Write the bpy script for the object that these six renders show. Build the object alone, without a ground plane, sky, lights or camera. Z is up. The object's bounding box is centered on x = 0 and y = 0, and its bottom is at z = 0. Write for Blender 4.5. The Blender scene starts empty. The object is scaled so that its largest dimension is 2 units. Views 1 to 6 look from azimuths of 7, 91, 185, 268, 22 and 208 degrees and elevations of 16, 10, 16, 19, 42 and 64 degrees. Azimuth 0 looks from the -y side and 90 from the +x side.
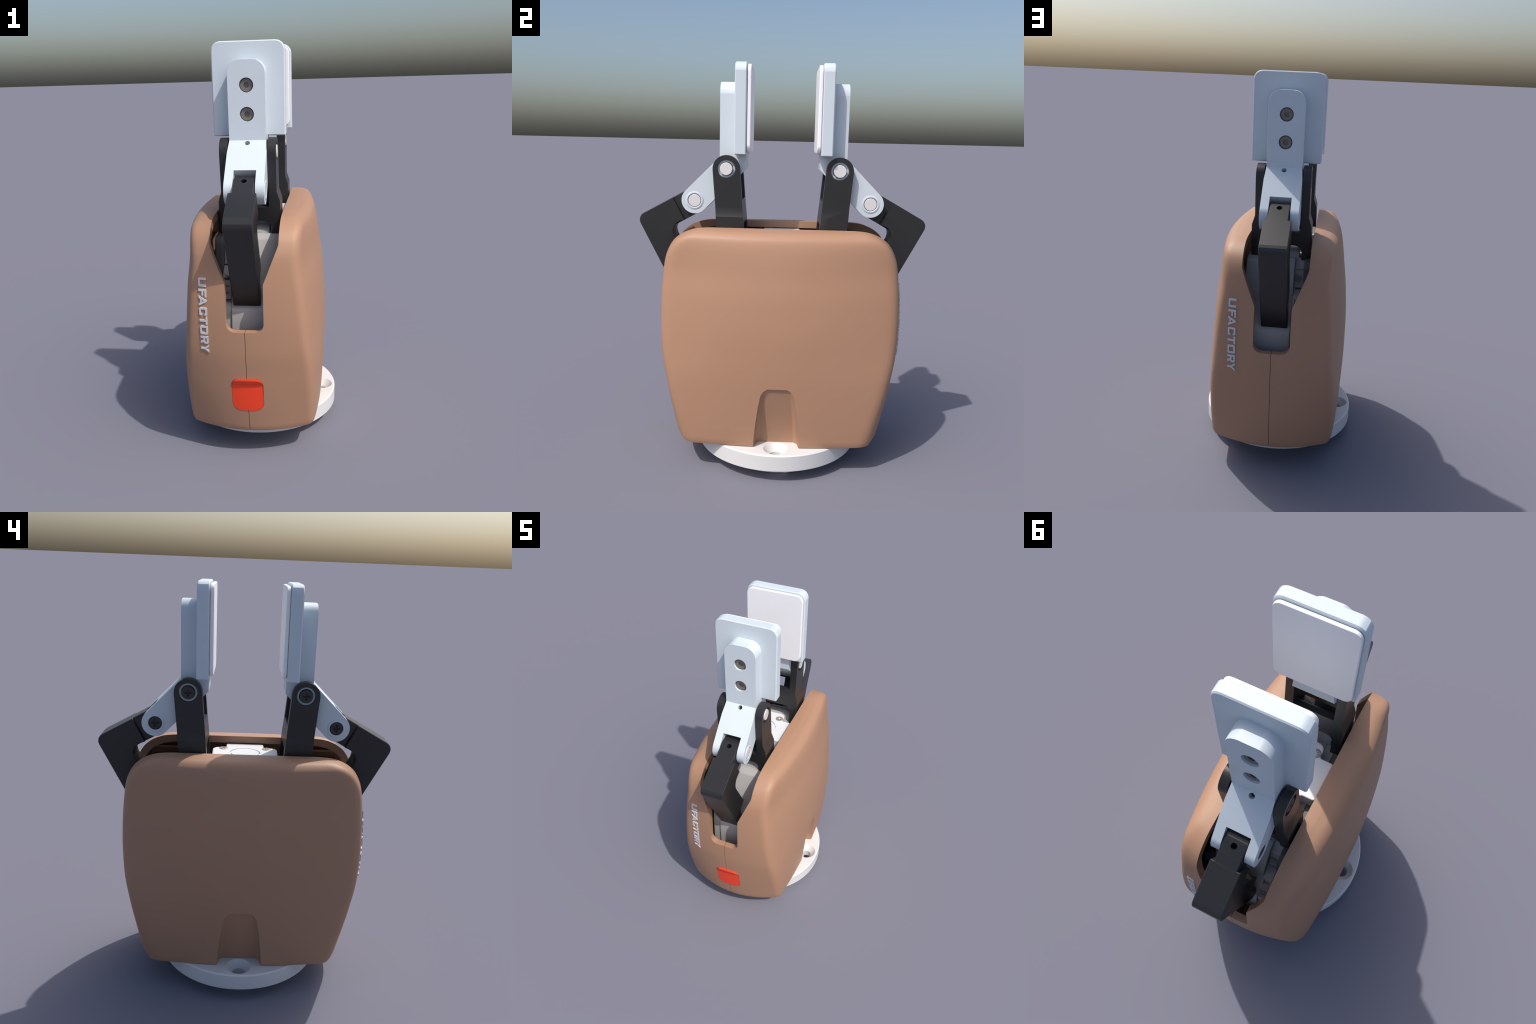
import bpy, bmesh, math
import numpy as np
from mathutils import Vector, Matrix

# ---------------------------------------------------------------- helpers
SC = bpy.context.scene.collection


def srgb(r, g, b):
    f = lambda c: c / 12.92 if c <= 0.04045 else ((c + 0.055) / 1.055) ** 2.4
    return (f(r / 255), f(g / 255), f(b / 255), 1.0)


def material(name, col, rough=0.5, metal=0.0, vary=0.03, scale=9.0, bump=0.0, bump_scale=120.0, coat=0.0, spec=0.5):
    m = bpy.data.materials.new(name)
    m.use_nodes = True
    nt = m.node_tree
    b = nt.nodes["Principled BSDF"]
    b.inputs["Roughness"].default_value = rough
    b.inputs["Metallic"].default_value = metal
    b.inputs["Coat Weight"].default_value = coat
    b.inputs["Specular IOR Level"].default_value = spec
    tc = nt.nodes.new("ShaderNodeTexCoord")
    n = nt.nodes.new("ShaderNodeTexNoise")
    n.inputs["Scale"].default_value = scale
    n.inputs["Detail"].default_value = 5.0
    nt.links.new(tc.outputs["Object"], n.inputs["Vector"])
    r = nt.nodes.new("ShaderNodeValToRGB")
    r.color_ramp.elements[0].position = 0.3
    r.color_ramp.elements[1].position = 0.7
    lo = tuple(c * (1 - vary) for c in col[:3]) + (1,)
    hi = tuple(min(1, c * (1 + vary)) for c in col[:3]) + (1,)
    r.color_ramp.elements[0].color = lo
    r.color_ramp.elements[1].color = hi
    nt.links.new(n.outputs["Fac"], r.inputs["Fac"])
    nt.links.new(r.outputs["Color"], b.inputs["Base Color"])
    if bump > 0:
        n2 = nt.nodes.new("ShaderNodeTexNoise")
        n2.inputs["Scale"].default_value = bump_scale
        n2.inputs["Detail"].default_value = 3.0
        nt.links.new(tc.outputs["Object"], n2.inputs["Vector"])
        bp = nt.nodes.new("ShaderNodeBump")
        bp.inputs["Strength"].default_value = bump
        bp.inputs["Distance"].default_value = 0.004
        nt.links.new(n2.outputs["Fac"], bp.inputs["Height"])
        nt.links.new(bp.outputs["Normal"], b.inputs["Normal"])
    return m


M_SHELL = material("tan_plastic", (0.390, 0.219, 0.136, 1), 0.55, vary=0.012, scale=3.5)
M_SILVER = material("pale_aluminium", (0.575, 0.645, 0.70, 1), 0.5, vary=0.012)
M_BLACK = material("black_anodised", (0.0185, 0.0185, 0.0195, 1), 0.38, vary=0.06)
M_WHITE = material("white_rubber", (0.89, 0.89, 0.905, 1), 0.6, vary=0.01)
M_FLANGE = material("white_flange_coat", (0.66, 0.66, 0.66, 1), 0.55, vary=0.01)
M_CHASSIS = material("grey_cast_metal", (0.43, 0.42, 0.425, 1), 0.6, vary=0.03)
M_PANEL = material("dark_grey_panel", (0.13, 0.135, 0.14, 1), 0.55, vary=0.04)
M_PLATE = material("white_cover_plate", (0.74, 0.76, 0.78, 1), 0.45, vary=0.01)
M_SCREW = material("dull_steel", (0.20, 0.175, 0.155, 1), 0.45, metal=0.3, vary=0.04)
M_BRASS = material("warm_steel", (0.37, 0.325, 0.285, 1), 0.5, metal=0.2, vary=0.04)
M_DARK = material("dark_recess", (0.035, 0.033, 0.033, 1), 0.6, vary=0.05)
M_PIN = material("polished_pin", (0.80, 0.785, 0.79, 1), 0.3, metal=0.25, vary=0.01)
M_ORANGE = material("orange_plastic", (0.85, 0.052, 0.012, 1), 0.5, vary=0.015)
M_LETTER = material("silver_letter", (0.56, 0.57, 0.61, 1), 0.5, vary=0.01)
M_BLUE = material("navy_plastic", (0.006, 0.008, 0.035, 1), 0.5, vary=0.05)

root = bpy.data.objects.new("robot_gripper", None)
SC.objects.link(root)
root["label"] = "two-finger robot gripper with tan housing and white fingers"
root["category"] = "robot gripper"


def finish(bm, name, mat, parent, angle=35):
    bmesh.ops.remove_doubles(bm, verts=bm.verts, dist=1e-6)
    bmesh.ops.recalc_face_normals(bm, faces=bm.faces)
    me = bpy.data.meshes.new(name)
    bm.to_mesh(me)
    bm.free()
    o = bpy.data.objects.new(name, me)
    SC.objects.link(o)
    if mat:
        me.materials.append(mat)
    smooth(o, angle)
    if parent:
        o.parent = parent
    return o


def smooth(o, angle=35):
    me = o.data
    me.polygons.foreach_set("use_smooth", [True] * len(me.polygons))
    me.set_sharp_from_angle(angle=math.radians(angle))
    me.update()


def flat_normals(o, angle=20):
    """keep flat faces flat in shading: chamfers stay crisp."""
    smooth(o, angle)
    w = o.modifiers.new("w", "WEIGHTED_NORMAL")
    w.keep_sharp = True
    w.weight = 90
    apply_mods(o)


def apply_mods(o):
    dg = bpy.context.evaluated_depsgraph_get()
    dg.update()
    me = bpy.data.meshes.new_from_object(o.evaluated_get(dg))
    old = o.data
    o.modifiers.clear()
    o.data = me
    me.name = old.name
    bpy.data.meshes.remove(old)


def boolean(o, cutter, op="DIFFERENCE", keep=False):
    m = o.modifiers.new("b", "BOOLEAN")
    m.operation = op
    m.solver = "EXACT"
    m.object = cutter
    first = o.data.materials[0] if len(o.data.materials) else None
    apply_mods(o)
    o.data.polygons.foreach_set("material_index", [0] * len(o.data.polygons))
    o.data.materials.clear()
    if first:
        o.data.materials.append(first)
    if not keep:
        me = cutter.data
        bpy.data.objects.remove(cutter)
        bpy.data.meshes.remove(me)


def bevel(o, w, seg=2, angle=35):
    m = o.modifiers.new("v", "BEVEL")
    m.width = w
    m.segments = seg
    m.limit_method = "ANGLE"
    m.angle_limit = math.radians(angle)
    m.harden_normals = False
    m.use_clamp_overlap = True
    apply_mods(o)
    flat_normals(o)


AX = {"x": lambda a, b, h: (h, a, b), "y": lambda a, b, h: (a, h, b), "z": lambda a, b, h: (a, b, h)}


def prism(name, pts, axis, lo, hi, mat=None, parent=None, bev=0.0, seg=2, top_scale=None):
    """extrude a 2-D outline: axis x -> (y,z) outline, y -> (x,z), z -> (x,y)."""
    bm = bmesh.new()
    f = AX[axis]
    a = [bm.verts.new(f(p[0], p[1], lo)) for p in pts]
    b = [bm.verts.new(f(p[0], p[1], hi)) for p in pts]
    n = len(pts)
    bm.faces.new(a)
    bm.faces.new(b)
    for i in range(n):
        bm.faces.new((a[i], a[(i + 1) % n], b[(i + 1) % n], b[i]))
    o = finish(bm, name, mat, parent)
    if bev > 0:
        bevel(o, bev, seg)
    return o


def rounded(pts, seg=6):
    """pts: (a, b, radius) corners -> outline with fillets."""
    out = []
    n = len(pts)
    for i in range(n):
        p0, p1, p2 = Vector(pts[i - 1][:2]), Vector(pts[i][:2]), Vector(pts[(i + 1) % n][:2])
        r = pts[i][2] if len(pts[i]) > 2 else 0
        if r <= 0:
            out.append(tuple(p1))
            continue
        d0, d2 = (p0 - p1).normalized(), (p2 - p1).normalized()
        ang = d0.angle(d2)
        t = r / math.tan(ang / 2)
        c = p1 + (d0 + d2).normalized() * (r / math.sin(ang / 2))
        s, e = p1 + d0 * t - c, p1 + d2 * t - c
        a0 = math.atan2(s.y, s.x)
        da = (math.atan2(e.y, e.x) - a0 + math.pi) % (2 * math.pi) - math.pi
        for k in range(seg + 1):
            a = a0 + da * k / seg
            out.append((c.x + r * math.cos(a), c.y + r * math.sin(a)))
    return out


def rect(x0, x1, y0, y1, r=0.0):
    return rounded([(x0, y0, r), (x1, y0, r), (x1, y1, r), (x0, y1, r)])


def arc(cx, cy, r, a0, a1, n=16):
    return [(cx + r * math.cos(math.radians(a0 + (a1 - a0) * k / n)),
             cy + r * math.sin(math.radians(a0 + (a1 - a0) * k / n))) for k in range(n + 1)]


def lathe(name, prof, centre, direction, mat=None, parent=None, seg=32, angle=35, ring=False):
    """prof: (radius, height) pairs about an axis through centre."""
    bm = bmesh.new()
    d = Vector(direction).normalized()
    q = d.to_track_quat("Z", "Y")
    c = Vector(centre)
    rings = []
    for r, h in prof:
        if r < 1e-6:
            rings.append([bm.verts.new(c + q @ Vector((0, 0, h)))])
        else:
            rings.append([bm.verts.new(c + q @ Vector((r * math.cos(2 * math.pi * k / seg), r * math.sin(2 * math.pi * k / seg), h)))
                          for k in range(seg)])
    for A, B in zip(rings, rings[1:] + (rings[:1] if ring else [])):
        for k in range(seg):
            vs = [A[k % len(A)], A[(k + 1) % len(A)], B[(k + 1) % len(B)], B[k % len(B)]]
            u = list(dict.fromkeys(vs))
            if len(u) > 2:
                bm.faces.new(u)
    if len(rings[0]) > 1 and not ring:
        bm.faces.new(rings[0])
    if len(rings[-1]) > 1 and not ring:
        bm.faces.new(rings[-1])
    return finish(bm, name, mat, parent, angle)


def cylinder(name, centre, direction, r, h, mat=None, parent=None, seg=32, ch=0.0):
    if ch > 0:
        return lathe(name, [(r, 0), (r, h - ch), (r - ch, h)], centre, direction, mat, parent, seg)
    return lathe(name, [(r, 0), (r, h)], centre, direction, mat, parent, seg)


def join(objs, name):
    """merge several meshes into the first one (same frame)."""
    bm = bmesh.new()
    mats = []
    for o in objs:
        base = len(bm.faces)
        bm.from_mesh(o.data)
        bm.faces.ensure_lookup_table()
        mp = []
        for m in o.data.materials:
            if m not in mats:
                mats.append(m)
            mp.append(mats.index(m))
        for f in bm.faces[base:]:
            f.material_index = mp[f.material_index] if mp else 0
    me = bpy.data.meshes.new(name)
    bm.to_mesh(me)
    bm.free()
    par = objs[0].parent
    for o in objs:
        d = o.data
        bpy.data.objects.remove(o)
        bpy.data.meshes.remove(d)
    o = bpy.data.objects.new(name, me)
    SC.objects.link(o)
    for m in mats:
        me.materials.append(m)
    o.parent = par
    smooth(o)
    return o


# ---------------------------------------------------------------- housing
# solid of revolution about z (radius by height) cut by two bowed side faces
R_PROF = [(0.145, 0.537), (0.30, 0.567), (0.444, 0.589), (0.607, 0.607), (0.746, 0.610), (0.863, 0.606), (0.987, 0.595),
          (1.053, 0.585), (1.105, 0.567), (1.145, 0.542), (1.175, 0.507), (1.195, 0.465), (1.206, 0.42), (1.210, 0.37)]
C_PROF = [(0.145, 0.92), (0.30, 0.76), (0.45, 0.61), (0.70, 0.48), (1.0, 0.48), (1.21, 0.50)]      # plan curvature of the end faces
X_PROF = [(0.145, 0.339), (0.234, 0.346), (0.37, 0.353), (0.54, 0.358), (0.67, 0.357), (0.87, 0.3445), (1.0, 0.3275),
          (1.08, 0.317), (1.14, 0.306), (1.17, 0.296), (1.19, 0.279), (1.203, 0.255), (1.210, 0.215)]
B_PROF = [(0.145, 0.14), (0.40, 0.165), (0.75, 0.235), (1.0, 0.245), (1.21, 0.17)]      # bow of the side faces
Z_BOT, Z_TOP = 0.145, 1.210


def pchip(tab):
    x = np.array([t[0] for t in tab]); y = np.array([t[1] for t in tab])
    h = np.diff(x); dl = np.diff(y) / h
    m = np.zeros(len(x))
    for i in range(1, len(x) - 1):
        if dl[i - 1] * dl[i] > 0:
            w1, w2 = 2 * h[i] + h[i - 1], h[i] + 2 * h[i - 1]
            m[i] = (w1 + w2) / (w1 / dl[i - 1] + w2 / dl[i])
    m[0], m[-1] = dl[0], dl[-1]

    def f(v):
        v = min(max(v, x[0]), x[-1])
        i = min(max(int(np.searchsorted(x, v)) - 1, 0), len(h) - 1)
        t = (v - x[i]) / h[i]
        return ((1 + 2 * t) * (1 - t) ** 2 * y[i] + t * (1 - t) ** 2 * h[i] * m[i]
                + t * t * (3 - 2 * t) * y[i + 1] + t * t * (t - 1) * h[i] * m[i + 1])
    return f


r_of, x_of, c_of, b_of = pchip(R_PROF), pchip(X_PROF), pchip(C_PROF), pchip(B_PROF)


def radial(th, z, off=0.0, k=0.042):
    """plan distance from the axis: soft minimum of the curved end face and the bowed side face."""
    c, sn = abs(math.cos(th)), abs(math.sin(th))
    r, X, cv, bw = r_of(z) - off, x_of(z) - off, c_of(z), b_of(z)
    # end face y = r - cv x^2, side face x = X - bw y^2
    end = (-sn + math.sqrt(sn * sn + 4 * cv * c * c * r)) / (2 * cv * c * c) if c > 1e-4 else r
    side = (-c + math.sqrt(c * c + 4 * bw * sn * sn * X)) / (2 * bw * sn * sn) if sn > 1e-4 else X
    h = max(k - abs(end - side), 0) / k
    return min(end, side) - h * h * k * 0.25


def surface_y(x, z):
    """outer |y| of the housing at given x, z."""
    y = r_of(z) - c_of(z) * x * x
    for _ in range(12):
        th = math.atan2(y, x)
        y = 0.5 * radial(th, z) * math.sin(th) + 0.5 * y
    return y


def shell_solid(name, rows, nth):
    """rows: (height, profile height, inset)"""
    bm = bmesh.new()
    rings = []
    for z, zp, off in rows:
        ring = []
        for i in range(nth):
            t = 2 * math.pi * i / nth
            q = radial(t, zp, off)
            ring.append(bm.verts.new((q * math.cos(t), q * math.sin(t), z)))
        rings.append(ring)
    for A, B in zip(rings, rings[1:]):
        for i in range(nth):
            bm.faces.new((A[i], A[(i + 1) % nth], B[(i + 1) % nth], B[i]))
    bm.faces.new(rings[0])
    bm.faces.new(rings[-1])
    return finish(bm, name, None, None, 40)


zs = [Z_BOT + (1.0 - Z_BOT) * i / 44 for i in range(45)] + [1.0 + 0.210 * math.sin(math.pi / 2 * i / 40) for i in range(1, 41)]
rows = [(Z_BOT, Z_BOT, 0.012), (Z_BOT + 0.003, Z_BOT, 0.004)]
rows += [(z, z, 0.0) for z in zs if z > Z_BOT + 0.012]
housing = shell_solid("housing_shell", rows, 264)
T = 0.036
inner_rows = []
for i in range(40):
    z = 0.50 + (Z_TOP - T - 0.50) * math.sin(math.pi / 2 * i / 39)
    zo = z + T * max(0.0, (z - 1.0) / (Z_TOP - T - 1.0)) ** 2
    inner_rows.append((z, zo, T))
boolean(housing, shell_solid("c", inner_rows, 140))

# opening seen from the front: narrow slot, flaring to the full top gap
HW, HT = 0.0885, 0.158
half = [(HW, 0.70, 0.042), (HW, 0.93, 0.03), (HT, 1.105, 0.05), (0.163, 1.30, 0)]
opening = rounded(half + [(-a, b, r) for a, b, r in reversed(half)], 7)
boolean(housing, prism("c", opening, "y", -0.8, 0.8))


def loft_box(name, sections):
    """sections: list of closed loops of xyz."""
    bm = bmesh.new()
    rings = [[bm.verts.new(p) for p in loop] for loop in sections]
    n = len(rings[0])
    for A, B in zip(rings, rings[1:]):
        for i in range(n):
            bm.faces.new((A[i], A[(i + 1) % n], B[(i + 1) % n], B[i]))
    bm.faces.new(rings[0])
    bm.faces.new(rings[-1])
    return finish(bm, name, None, None)


# screw-access recess at the foot of each side face
for s in (1, -1):
    secs = []
    for z, xb, hb, hf in [(0.10, 0.264, 0.100, 0.130), (0.18, 0.277, 0.097, 0.126), (0.28, 0.303, 0.091, 0.115), (0.36, 0.324, 0.085, 0.102),
                          (0.42, 0.3395, 0.077, 0.087), (0.445, 0.346, 0.068, 0.075), (0.457, 0.351, 0.054, 0.058)]:
        corner = 0.014
        loop = [(s * 0.5, -hf - 0.02, z), (s * (xb + corner), -hb - 0.004, z), (s * xb, -hb + corner, z),
                (s * xb, hb - corner, z), (s * (xb + corner), hb + 0.004, z), (s * 0.5, hf + 0.02, z)]
        secs.append(loop)
    boolean(housing, loft_box("c", secs))

# pocket for the release button on the front (-y)
BTN = rounded([(-0.077, 0.273, 0.045), (0.077, 0.273, 0.045), (0.077, 0.456, 0.036), (-0.077, 0.456, 0.036)], 8)
boolean(housing, prism("c", BTN, "y", -0.70, -0.50))

# the two half shells meet at the x = 0 seam
GAP = 0.0012
halves = []
for s in (1, -1):
    h = housing.copy()
    h.data = housing.data.copy()
    SC.objects.link(h)
    a, b = (-1.0, GAP) if s > 0 else (-GAP, 1.0)
    boolean(h, prism("c", rect(a, b, -1, 1), "z", -0.5, 2.0))
    h.data.materials.clear()
    h.data.materials.append(M_SHELL)
    h.parent = root
    smooth(h, 28)
    halves.append(h)
d0 = housing.data
bpy.data.objects.remove(housing)
bpy.data.meshes.remove(d0)
for i, h in enumerate(halves):
    h.name = "housing_shell" if i == 0 else "housing_shell.001"
    h.data.name = h.name

# stiffening shelves inside each half shell, just below the top lip
for s, h in ((1, halves[0]), (-1, halves[1])):
    for e in (1, -1):
        for z in (1.135, 1.085):
            outer = []
            for i in range(9):
                t = math.radians(40 + 24 * i / 8)
                q = radial(t, z, T * 0.7)
                outer.append((s * q * math.cos(t), e * q * math.sin(t)))
            loop = [(s * 0.19, outer[0][1])] + outer + [(s * 0.19, outer[-1][1])]
            prism("shelf", loop, "z", z - 0.005, z + 0.005, M_SHELL, h)

# ---------------------------------------------------------------- release button
bm = bmesh.new()
loops = []


def btn_y(x, z):
    base = surface_y(abs(x), z)
    if z > 0.4165:
        t = min((z - 0.4165) / 0.030, 1)
        return base - 0.004 + 0.014 * t
    t = (z - 0.273) / (0.4165 - 0.273)
    return base - 0.006 * max(t, 0) + 0.002


nz, nx = 48, 24
z0, z1, hw = 0.2742, 0.4548, 0.0758


def btn_half(z):
    w = hw
    if z < z0 + 0.045:
        w = hw - 0.045 + math.sqrt(max(0.045 ** 2 - (z0 + 0.045 - z) ** 2, 0))
    if z > z1 - 0.036:
        w = hw - 0.036 + math.sqrt(max(0.036 ** 2 - (z - z1 + 0.036) ** 2, 0))
    return w


zz = sorted(set([z0 + (z1 - z0) * i / nz for i in range(nz + 1)] + [0.4165]))
front, back = [], []
for z in zz:
    w = btn_half(z)
    front.append([bm.verts.new((-w + 2 * w * i / nx, -btn_y(-w + 2 * w * i / nx, z), z)) for i in range(nx + 1)])
    back.append([bm.verts.new((-w + 2 * w * i / nx, -0.505, z)) for i in range(nx + 1)])
for j in range(len(zz) - 1):
    for i in range(nx):
        bm.faces.new((front[j][i], front[j][i + 1], front[j + 1][i + 1], front[j + 1][i]))
        bm.faces.new((back[j][i], back[j][i + 1], back[j + 1][i + 1], back[j + 1][i]))
    for i in (0, nx):
        bm.faces.new((front[j][i], front[j + 1][i], back[j + 1][i], back[j][i]))
for j in (0, len(zz) - 1):
    for i in range(nx):
        bm.faces.new((front[j][i], front[j][i + 1], back[j][i + 1], back[j][i]))
finish(bm, "release_button", M_ORANGE, root, 12)

# ---------------------------------------------------------------- lettering (raised, wraps the curved face)
# glyphs on a unit box: a = reading direction (0..w), b = letter height (0..1); outer loop then holes
S = 0.27  # stroke
GLYPH = {
    "U": (1.10, [[(0, 1), (0, .12), (.12, 0), (.98, 0), (1.10, .12), (1.10, 1), (.84, 1), (.84, .24), (.26, .24), (.26, 1)]]),
    "F": (1.00, [[(0, 0), (0, 1), (1.0, 1), (1.0, .78), (.26, .78), (.26, .62), (.80, .62), (.80, .40), (.26, .40), (.26, 0)]]),
    "A": (1.24, [[(0, 0), (.48, .93), (.56, 1), (.70, 1), (.78, .93), (1.24, 0), (.96, 0), (.87, .18), (.40, .18), (.30, 0)],
                 [(.50, .38), (.77, .38), (.635, .68)]]),
    "C": (1.03, [[(.12, 0), (0, .12), (0, .88), (.12, 1), (.92, 1), (1.03, .88), (1.03, .66), (.79, .66), (.79, .78), (.26, .78),
                  (.26, .23), (.79, .23), (.79, .37), (1.03, .37), (1.03, .12), (.92, 0)]]),
    "T": (1.06, [[(0, 1), (1.06, 1), (1.06, .78), (.66, .78), (.66, 0), (.40, 0), (.40, .78), (0, .78)]]),
    "O": (1.12, [[(.12, 0), (0, .12), (0, .88), (.12, 1), (1.0, 1), (1.12, .88), (1.12, .12), (1.0, 0)],
                 [(.26, .22), (.86, .22), (.86, .78), (.26, .78)]]),
    "R": (1.02, [[(0, 0), (0, 1), (.92, 1), (1.02, .90), (1.02, .50), (.90, .38), (.80, .38), (1.02, 0), (.70, 0), (.48, .38), (.26, .38), (.26, 0)],
                 [(.26, .58), (.77, .58), (.77, .79), (.26, .79)]]),
    "Y": (1.12, [[(0, 1), (.30, 1), (.56, .66), (.82, 1), (1.12, 1), (.69, .46), (.69, 0), (.43, 0), (.43, .46)]]),
}
WORD = [("U", 125, 270), ("F", 312, 445), ("A", 425, 590), ("C", 620, 755), ("T", 775, 915), ("O", 935, 1085), ("R", 1118, 1250), ("Y", 1265, 1410)]
ZL0, ZL1 = 0.958, 0.590
XL0, XL1 = -0.2125, -0.1745
for side, par in ((1, halves[1]), (-1, halves[0])):
    for ch, p0, p1 in WORD:
        w, loops = GLYPH[ch]
        cu = bpy.data.curves.new("letter", "CURVE")
        cu.dimensions = "2D"
        cu.fill_mode = "BOTH"
        cu.extrude = 0.5
        for lp in loops:
            dense = []
            for (a0, b0), (a1, b1) in zip(lp, lp[1:] + lp[:1]):
                for k in range(3):
                    dense.append((a0 + (a1 - a0) * k / 3, b0 + (b1 - b0) * k / 3))
            sp = cu.splines.new("POLY")
            sp.points.add(len(dense) - 1)
            for pt, (a, b) in zip(sp.points, dense):
                pt.co = (a, b, 0, 1)
            sp.use_cyclic_u = True
        tmp = bpy.data.objects.new("t", cu)
        SC.objects.link(tmp)
        dg = bpy.context.evaluated_depsgraph_get()
        dg.update()
        me = bpy.data.meshes.new_from_object(tmp.evaluated_get(dg))
        bpy.data.objects.remove(tmp)
        bpy.data.curves.remove(cu)
        for v in me.vertices:
            s = (p0 - 125 + (p1 - p0) * v.co.x / w) / 1285.0
            z = ZL0 + (ZL1 - ZL0) * s
            x = XL0 + (XL1 - XL0) * v.co.y
            y = -(surface_y(abs(x), z) + (0.0055 if v.co.z > 0 else -0.004))
            v.co = (x * side, y * side, z)
        bm = bmesh.new()
        bm.from_mesh(me)
        bpy.data.meshes.remove(me)
        finish(bm, "letter", M_LETTER, par, 30)

# ---------------------------------------------------------------- mounting flange
FZ0, FZ1, FR = 0.06, 0.145, 0.415
flange = lathe("mounting_flange", [(0, FZ0), (FR - 0.003, FZ0), (FR, FZ0 + 0.003), (FR, FZ1 - 0.007), (FR - 0.006, FZ1 - 0.001), (0, FZ1 - 0.001)],
               (0, 0, 0), (0, 0, 1), M_FLANGE, root, 72, 25)
for k in range(4):
    a = k * math.pi / 2
    c = (0.338 * math.cos(a), 0.338 * math.sin(a), 0)
    boolean(flange, lathe("c", [(0, 0.0), (0.032, 0.0), (0.032, FZ1 - 0.036), (0.062, FZ1 - 0.001), (0.062, 0.2), (0, 0.2)], c, (0, 0, 1), seg=28))
smooth(flange, 25)
lathe("locating_ring", [(0.25, 0.0), (0.312, 0.0), (0.312, 0.062), (0.25, 0.062)], (0, 0, 0), (0, 0, 1), M_FLANGE, root, 64, ring=True)
# ---------------------------------------------------------------- chassis inside the housing
prof = [(0.315, 1.10, 0.012), (0.350, 1.085, 0.02), (0.392, 1.00, 0.03), (0.415, 0.945, 0.03), (0.430, 0.90, 0.02), (0.455, 0.86, 0.02),
        (0.480, 0.805, 0.02), (0.496, 0.765, 0.03), (0.498, 0.70, 0.0), (0.498, 0.52, 0.0)]
outline = rounded(prof + [(-a, b, r) for a, b, r in reversed(prof)], 5)
prism("chassis", outline, "x", -0.078, 0.165, M_CHASSIS, root, bev=0.004)
prof2 = [(0.30, 1.098, 0.012), (0.345, 1.06, 0.02), (0.36, 0.97, 0.02), (0.42, 0.93, 0.02), (0.475, 0.88, 0.03), (0.488, 0.76, 0.03), (0.49, 0.52, 0)]
outline2 = rounded(prof2 + [(-a, b, r) for a, b, r in reversed(prof2)], 5)
side_panel = prism("chassis_panel", outline2, "x", -0.124, -0.0785, M_CHASSIS, root, bev=0.003)
for s in (1, -1):
    for z, h, x0, x1 in [(1.045, 0.006, -0.13, -0.085), (0.985, 0.02, -0.112, -0.08), (0.955, 0.006, -0.13, -0.085), (0.90, 0.01, -0.115, -0.09),
                         (0.875, 0.008, -0.118, -0.09), (0.845, 0.006, -0.13, -0.09), (0.80, 0.02, -0.12, -0.08)]:
        boolean(side_panel, prism("c", rect(x0, x1, z, z + h), "y", s * 0.345, s * 0.6))
prism("guide_rail", rounded([(-0.41, 0.72, 0.02), (0.41, 0.72, 0.02), (0.385, 1.10, 0.04), (-0.385, 1.10, 0.04)]), "x", -0.165, -0.1245, M_PANEL, root, bev=0.006)
for s in (1, -1):
    cylinder("pivot_shaft", (-0.092, s * 0.255, 1.095), (1, 0, 0), 0.046, 0.184, M_CHASSIS, root, 40)
    cylinder("guide_rod", (0.09, s * 0.425, 0.86), (1, 0, 0), 0.022, 0.06, M_CHASSIS, root)
cylinder("motor_cable", (0.182, 0.44, 0.82), (-0.1, 0.1, 1), 0.022, 0.14, M_BLUE, root)

# cover plate on top with four cross-head screws
cross = [(0.09, -0.165, 0.035), (0.09, -0.097, 0.012), (0.157, -0.097, 0.012), (0.157, 0.097, 0.012), (0.09, 0.097, 0.012), (0.09, 0.165, 0.035),
         (-0.09, 0.165, 0.035), (-0.09, 0.097, 0.012), (-0.157, 0.097, 0.012), (-0.157, -0.097, 0.012), (-0.09, -0.097, 0.012), (-0.09, -0.165, 0.035)]
plate = prism("cover_plate", rounded(cross), "z", 1.095, 1.171, M_PLATE, root, bev=0.005)
boolean(plate, lathe("c", [(0.070, 1.164), (0.077, 1.164), (0.077, 1.2), (0.070, 1.2)], (0, 0, 0), (0, 0, 1), seg=40, ring=True))
flat_normals(plate)


def cross_slot(o, c, d, up, L, w, depth):
    d = Vector(d).normalized()
    u = Vector(up).normalized()
    v = d.cross(u)
    for a, b in ((u, v), (v, u)):
        loops = []
        for h in (-depth, 0.02):
            cc = Vector(c) + d * h
            loops.append([tuple(cc + a * L * i + b * w * j) for i, j in ((-1, -1), (1, -1), (1, 1), (-1, 1))])
        boolean(o, loft_box("c", loops))


for i, (sx, sy) in enumerate([(1, 1), (1, -1), (-1, 1), (-1, -1)]):
    sc = lathe("screw", [(0, 1.155), (0.0235, 1.155), (0.0235, 1.1718), (0.021, 1.1735), (0, 1.1740)], (sx * 0.067, sy * 0.11, 0), (0, 0, 1), M_BRASS, plate, 24)
    an = 0.3 + 0.5 * i
    cross_slot(sc, (sx * 0.067, sy * 0.11, 1.174), (0, 0, 1), (math.cos(an), math.sin(an), 0), 0.012, 0.0022, 0.006)

# ---------------------------------------------------------------- one side of the linkage, mirrored in y by s
UP = (0.2775, 1.495)     # upper pivot (y, z)
OUT = (0.4375, 1.3345)   # outer pivot


def m(pts, s):
    return [(s * p[0],) + tuple(p[1:]) for p in pts]


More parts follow.
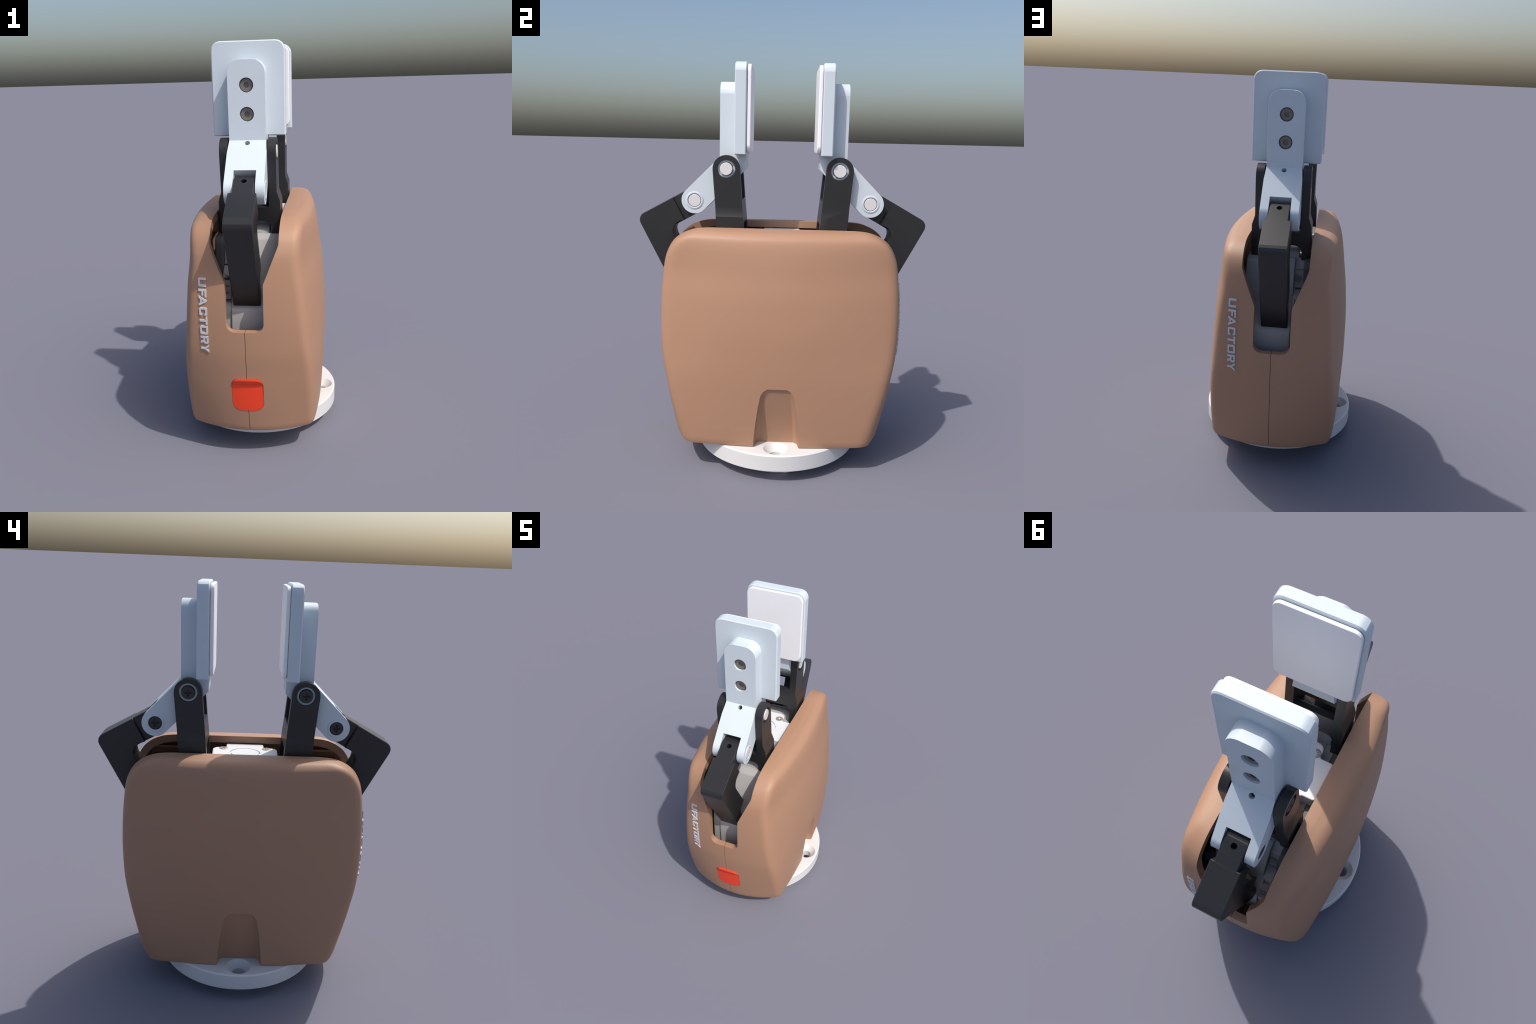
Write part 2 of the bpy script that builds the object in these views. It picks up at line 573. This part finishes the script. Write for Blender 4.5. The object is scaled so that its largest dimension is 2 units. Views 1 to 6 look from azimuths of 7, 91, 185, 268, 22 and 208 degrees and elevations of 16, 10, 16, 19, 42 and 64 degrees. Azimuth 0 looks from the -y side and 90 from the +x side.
def pivot_pin(pt, s, face, parent, sink):
    """washer ring plus plain pin on +x, washer plus black cross-head screw on -x."""
    y, z = s * pt[0], pt[1]
    lathe("washer", [(0.0335, -0.01), (0.044, -0.01), (0.044, 0.0015), (0.0415, 0.003), (0.036, 0.003), (0.0335, 0.001)],
          (face - sink, y, z), (1, 0, 0), M_SILVER, parent, 28, ring=True)
    lathe("pivot_pin", [(0, -0.03), (0.031, -0.03), (0.031, 0.0), (0.029, 0.002), (0, 0.002)], (face, y, z), (1, 0, 0), M_PIN, parent, 28)
    lathe("washer", [(0.0335, -0.01), (0.044, -0.01), (0.044, 0.0015), (0.0415, 0.003), (0.036, 0.003), (0.0335, 0.001)],
          (-face + sink, y, z), (-1, 0, 0), M_SILVER, parent, 28, ring=True)
    sc = lathe("screw", [(0, -0.03), (0.031, -0.03), (0.031, -0.002), (0.028, 0.0), (0, 0.0)], (-face, y, z), (-1, 0, 0), M_DARK, parent, 28)
    cross_slot(sc, (-face, y, z), (-1, 0, 0), (0, 0, 1), 0.016, 0.0035, 0.007)


for s in (1, -1):
    # ---- finger: clamp plate + boss + forked link
    R = 0.0655
    k = R * math.sqrt(0.5)
    core = [(0.314, 1.914), (0.314, OUT[1] + 0.123 + 2 * k + 0.0005)]
    core[1] = (0.314, OUT[1] + k + (OUT[0] + k - 0.314))
    core += [p for p in arc(OUT[0], OUT[1], R, 45, -135, 18)]
    core += [(0.183, OUT[1] - k + (OUT[0] - k - 0.183)), (0.183, 1.570), (0.20, 1.570), (0.20, 1.914)]
    finger = prism("finger", m(core, s), "x", -0.0925, 0.0925, M_SILVER, root)
    mask = rounded([(-0.0925, 1.2), (0.0925, 1.2), (0.0925, 1.5, 0), (0.0875, 1.545, 0), (0.0875, 1.915, 0.060), (-0.0875, 1.915, 0.060), (-0.0875, 1.545, 0), (-0.0925, 1.5, 0)], 5)
    boolean(finger, prism("c", mask, "y", -0.6, 0.6), "INTERSECT")
    u = Vector((-math.sqrt(.5), math.sqrt(.5)))     # along the fork towards the finger (y, z)
    v = Vector((math.sqrt(.5), math.sqrt(.5)))
    o2 = Vector(OUT)
    quad = [o2 + u * a + v * b for a, b in ((0.066, -0.2), (0.066, 0.2), (-0.3, 0.2), (-0.3, -0.2))]
    boolean(finger, prism("c", m([tuple(q) for q in quad], s), "x", -0.052, 0.052))
    bevel(finger, 0.0035, 1, 40)
    cp = rounded([(-0.174, 1.565, 0.0), (0.174, 1.565, 0.0), (0.174, 2.0, 0.043), (-0.174, 2.0, 0.043)], 4)
    cplate = prism("c", cp, "y", min(s * 0.180, s * 0.237), max(s * 0.180, s * 0.237), bev=0.005, seg=1)
    boolean(finger, cplate, "UNION")
    for z in (1.801, 1.670):
        boolean(finger, cylinder("c", (0, s * 0.288, z), (0, s, 0), 0.0335, 0.1, seg=24))
    boolean(finger, cylinder("c", (0, s * 0.262, 1.4755), (0, s, 1), 0.0125, 0.2, seg=20))
    for d in (1, -1):
        boolean(finger, cylinder("c", (d * 0.066, s * OUT[0], OUT[1]), (d, 0, 0), 0.0345, 0.1, seg=28))
    finger.data.materials.clear()
    finger.data.materials.append(M_SILVER)
    flat_normals(finger, 20)
    cylinder("hole_shade_plug", (0, s * 0.290, 1.5035), (0, s, 1), 0.0123, 0.022, M_DARK, finger, 16)  # black plug modelled inside the small hole to show its shadowed depth
    # hex screws in the boss
    for z in (1.801, 1.670):
        sc = lathe("screw", [(0, 0.28), (0.0300, 0.28), (0.0300, 0.3015), (0.0280, 0.304), (0, 0.304)], (0, 0, z), (0, s, 0), M_SCREW, finger, 28)
        hexo = cylinder("c", (0, s * 0.294, z), (0, s, 0), 0.0145, 0.05, seg=6)
        boolean(sc, hexo)
        sc.data.materials.clear()
        sc.data.materials.append(M_SCREW)
        smooth(sc, 30)
    # pad
    pp = rect(-0.1645, 0.1645, 1.578, 1.990, 0.036)
    lo, hi = sorted((s * 0.1600, s * 0.1775))
    pad = prism("finger_pad", pp, "y", lo, hi, M_WHITE, finger, bev=0.0035, seg=2)
    lo, hi = sorted((s * 0.170, s * 0.190))
    prism("pad_backing", rect(-0.156, 0.156, 1.587, 1.981, 0.03), "y", lo, hi, M_WHITE, finger)
    pivot_pin(OUT, s, 0.0925, finger, 0.0)

    # ---- swing arm: two cheek plates joined by a web
    base = (0.2445, 1.085)
    ax = Vector((UP[0] - base[0], UP[1] - base[1])).normalized()
    pr = Vector((ax.y, -ax.x))
    W = 0.0665
    tip = [(UP[0] + pr.x * W * math.cos(t) + ax.x * W * math.sin(t), UP[1] + pr.y * W * math.cos(t) + ax.y * W * math.sin(t))
           for t in [math.pi * i / 16 for i in range(17)]]
    cheek = tip + [(base[0] - pr.x * W, base[1] - pr.y * W), (base[0] + pr.x * W, base[1] + pr.y * W)]
    solid = prism("swing_arm", m(cheek, s), "x", -0.149, 0.149, M_BLACK, root)
    # outline seen from the front: thin cheeks above, thick root below
    fm = [(-0.149, 1.0), (0.149, 1.0), (0.149, 1.262), (0.134, 1.308), (0.134, 1.7), (-0.134, 1.7), (-0.134, 1.308), (-0.149, 1.262)]
    boolean(solid, prism("c", fm, "y", -0.6, 0.6), "INTERSECT")
    slot_top = [(0.10, 1.342), (0.225, 1.342), (0.240, 1.325), (0.262, 1.245), (0.40, 1.215), (0.40, 1.8), (0.10, 1.8)]
    boolean(solid, prism("c", m(slot_top, s), "x", -0.0945, 0.0945))
    low = []
    for yy, zt in ((0.10, 1.268), (0.19, 1.225), (0.33, 1.158), (0.45, 1.10)):
        lp = rounded([(-0.105, 0.9), (0.105, 0.9), (0.105, zt, 0.040), (-0.105, zt, 0.040)], 5)
        low.append([(a, s * yy, b) for a, b in lp])
    boolean(solid, loft_box("c", low))
    bevel(solid, 0.005, 1, 40)
    solid.data.materials.clear()
    solid.data.materials.append(M_BLACK)
    flat_normals(solid, 12)
    for d in (1, -1):
        boolean(solid, cylinder("c", (d * 0.11, s * UP[0], UP[1]), (d, 0, 0), 0.0450, 0.1, seg=28))
    flat_normals(solid, 12)
    pivot_pin(UP, s, 0.134, solid, 0.017)

    # ---- drive link: wide bar with a tongue between the fork cheeks
    link = [(0.552, 1.3445, 0), (0.7345, 1.2432, 0.040), (0.504, 0.793, 0), (0.462, 0.80, 0), (0.470, 0.86, 0), (0.492, 0.905, 0), (0.492, 0.935, 0.02),
            (0.449, 0.971, 0)]
    body = rounded(link, 4)
    c0 = (0.507, 1.178)
    body += [(0.5445, 1.1485)] + arc(0.5, 1.175, 0.050, -25, 75, 8)[1:] + [(0.4905, 1.2315)]
    bar = prism("drive_link", m(body, s), "x", -0.0645, 0.0645, M_BLACK, root, bev=0.003, seg=1)
    e = Vector((-0.874, 0.486))
    n = Vector((0.486, 0.874))
    tb = []
    for t in [i / 14 for i in range(15)]:
        a = math.pi / 2 - math.pi * t
        q = o2 + e * (0.064 * math.cos(a)) + n * (0.064 * math.sin(a))
        tb.append(tuple(q))
    tongue_pts = tb + [tuple(o2 - e * 0.16 - n * 0.064), tuple(o2 - e * 0.16 + n * 0.064)]
    tongue = prism("c", m(tongue_pts, s), "x", -0.0485, 0.0485, M_BLACK, bev=0.003, seg=1)
    hole = o2 - e * 0.0124 + n * 0.02
    boolean(tongue, cylinder("c", (0, s * hole.x, hole.y), (0, s * n.x, n.y), 0.0135, 0.1, seg=12))
    boolean(bar, tongue, "UNION")
    bar.data.materials.clear()
    bar.data.materials.append(M_BLACK)
    flat_normals(bar, 20)
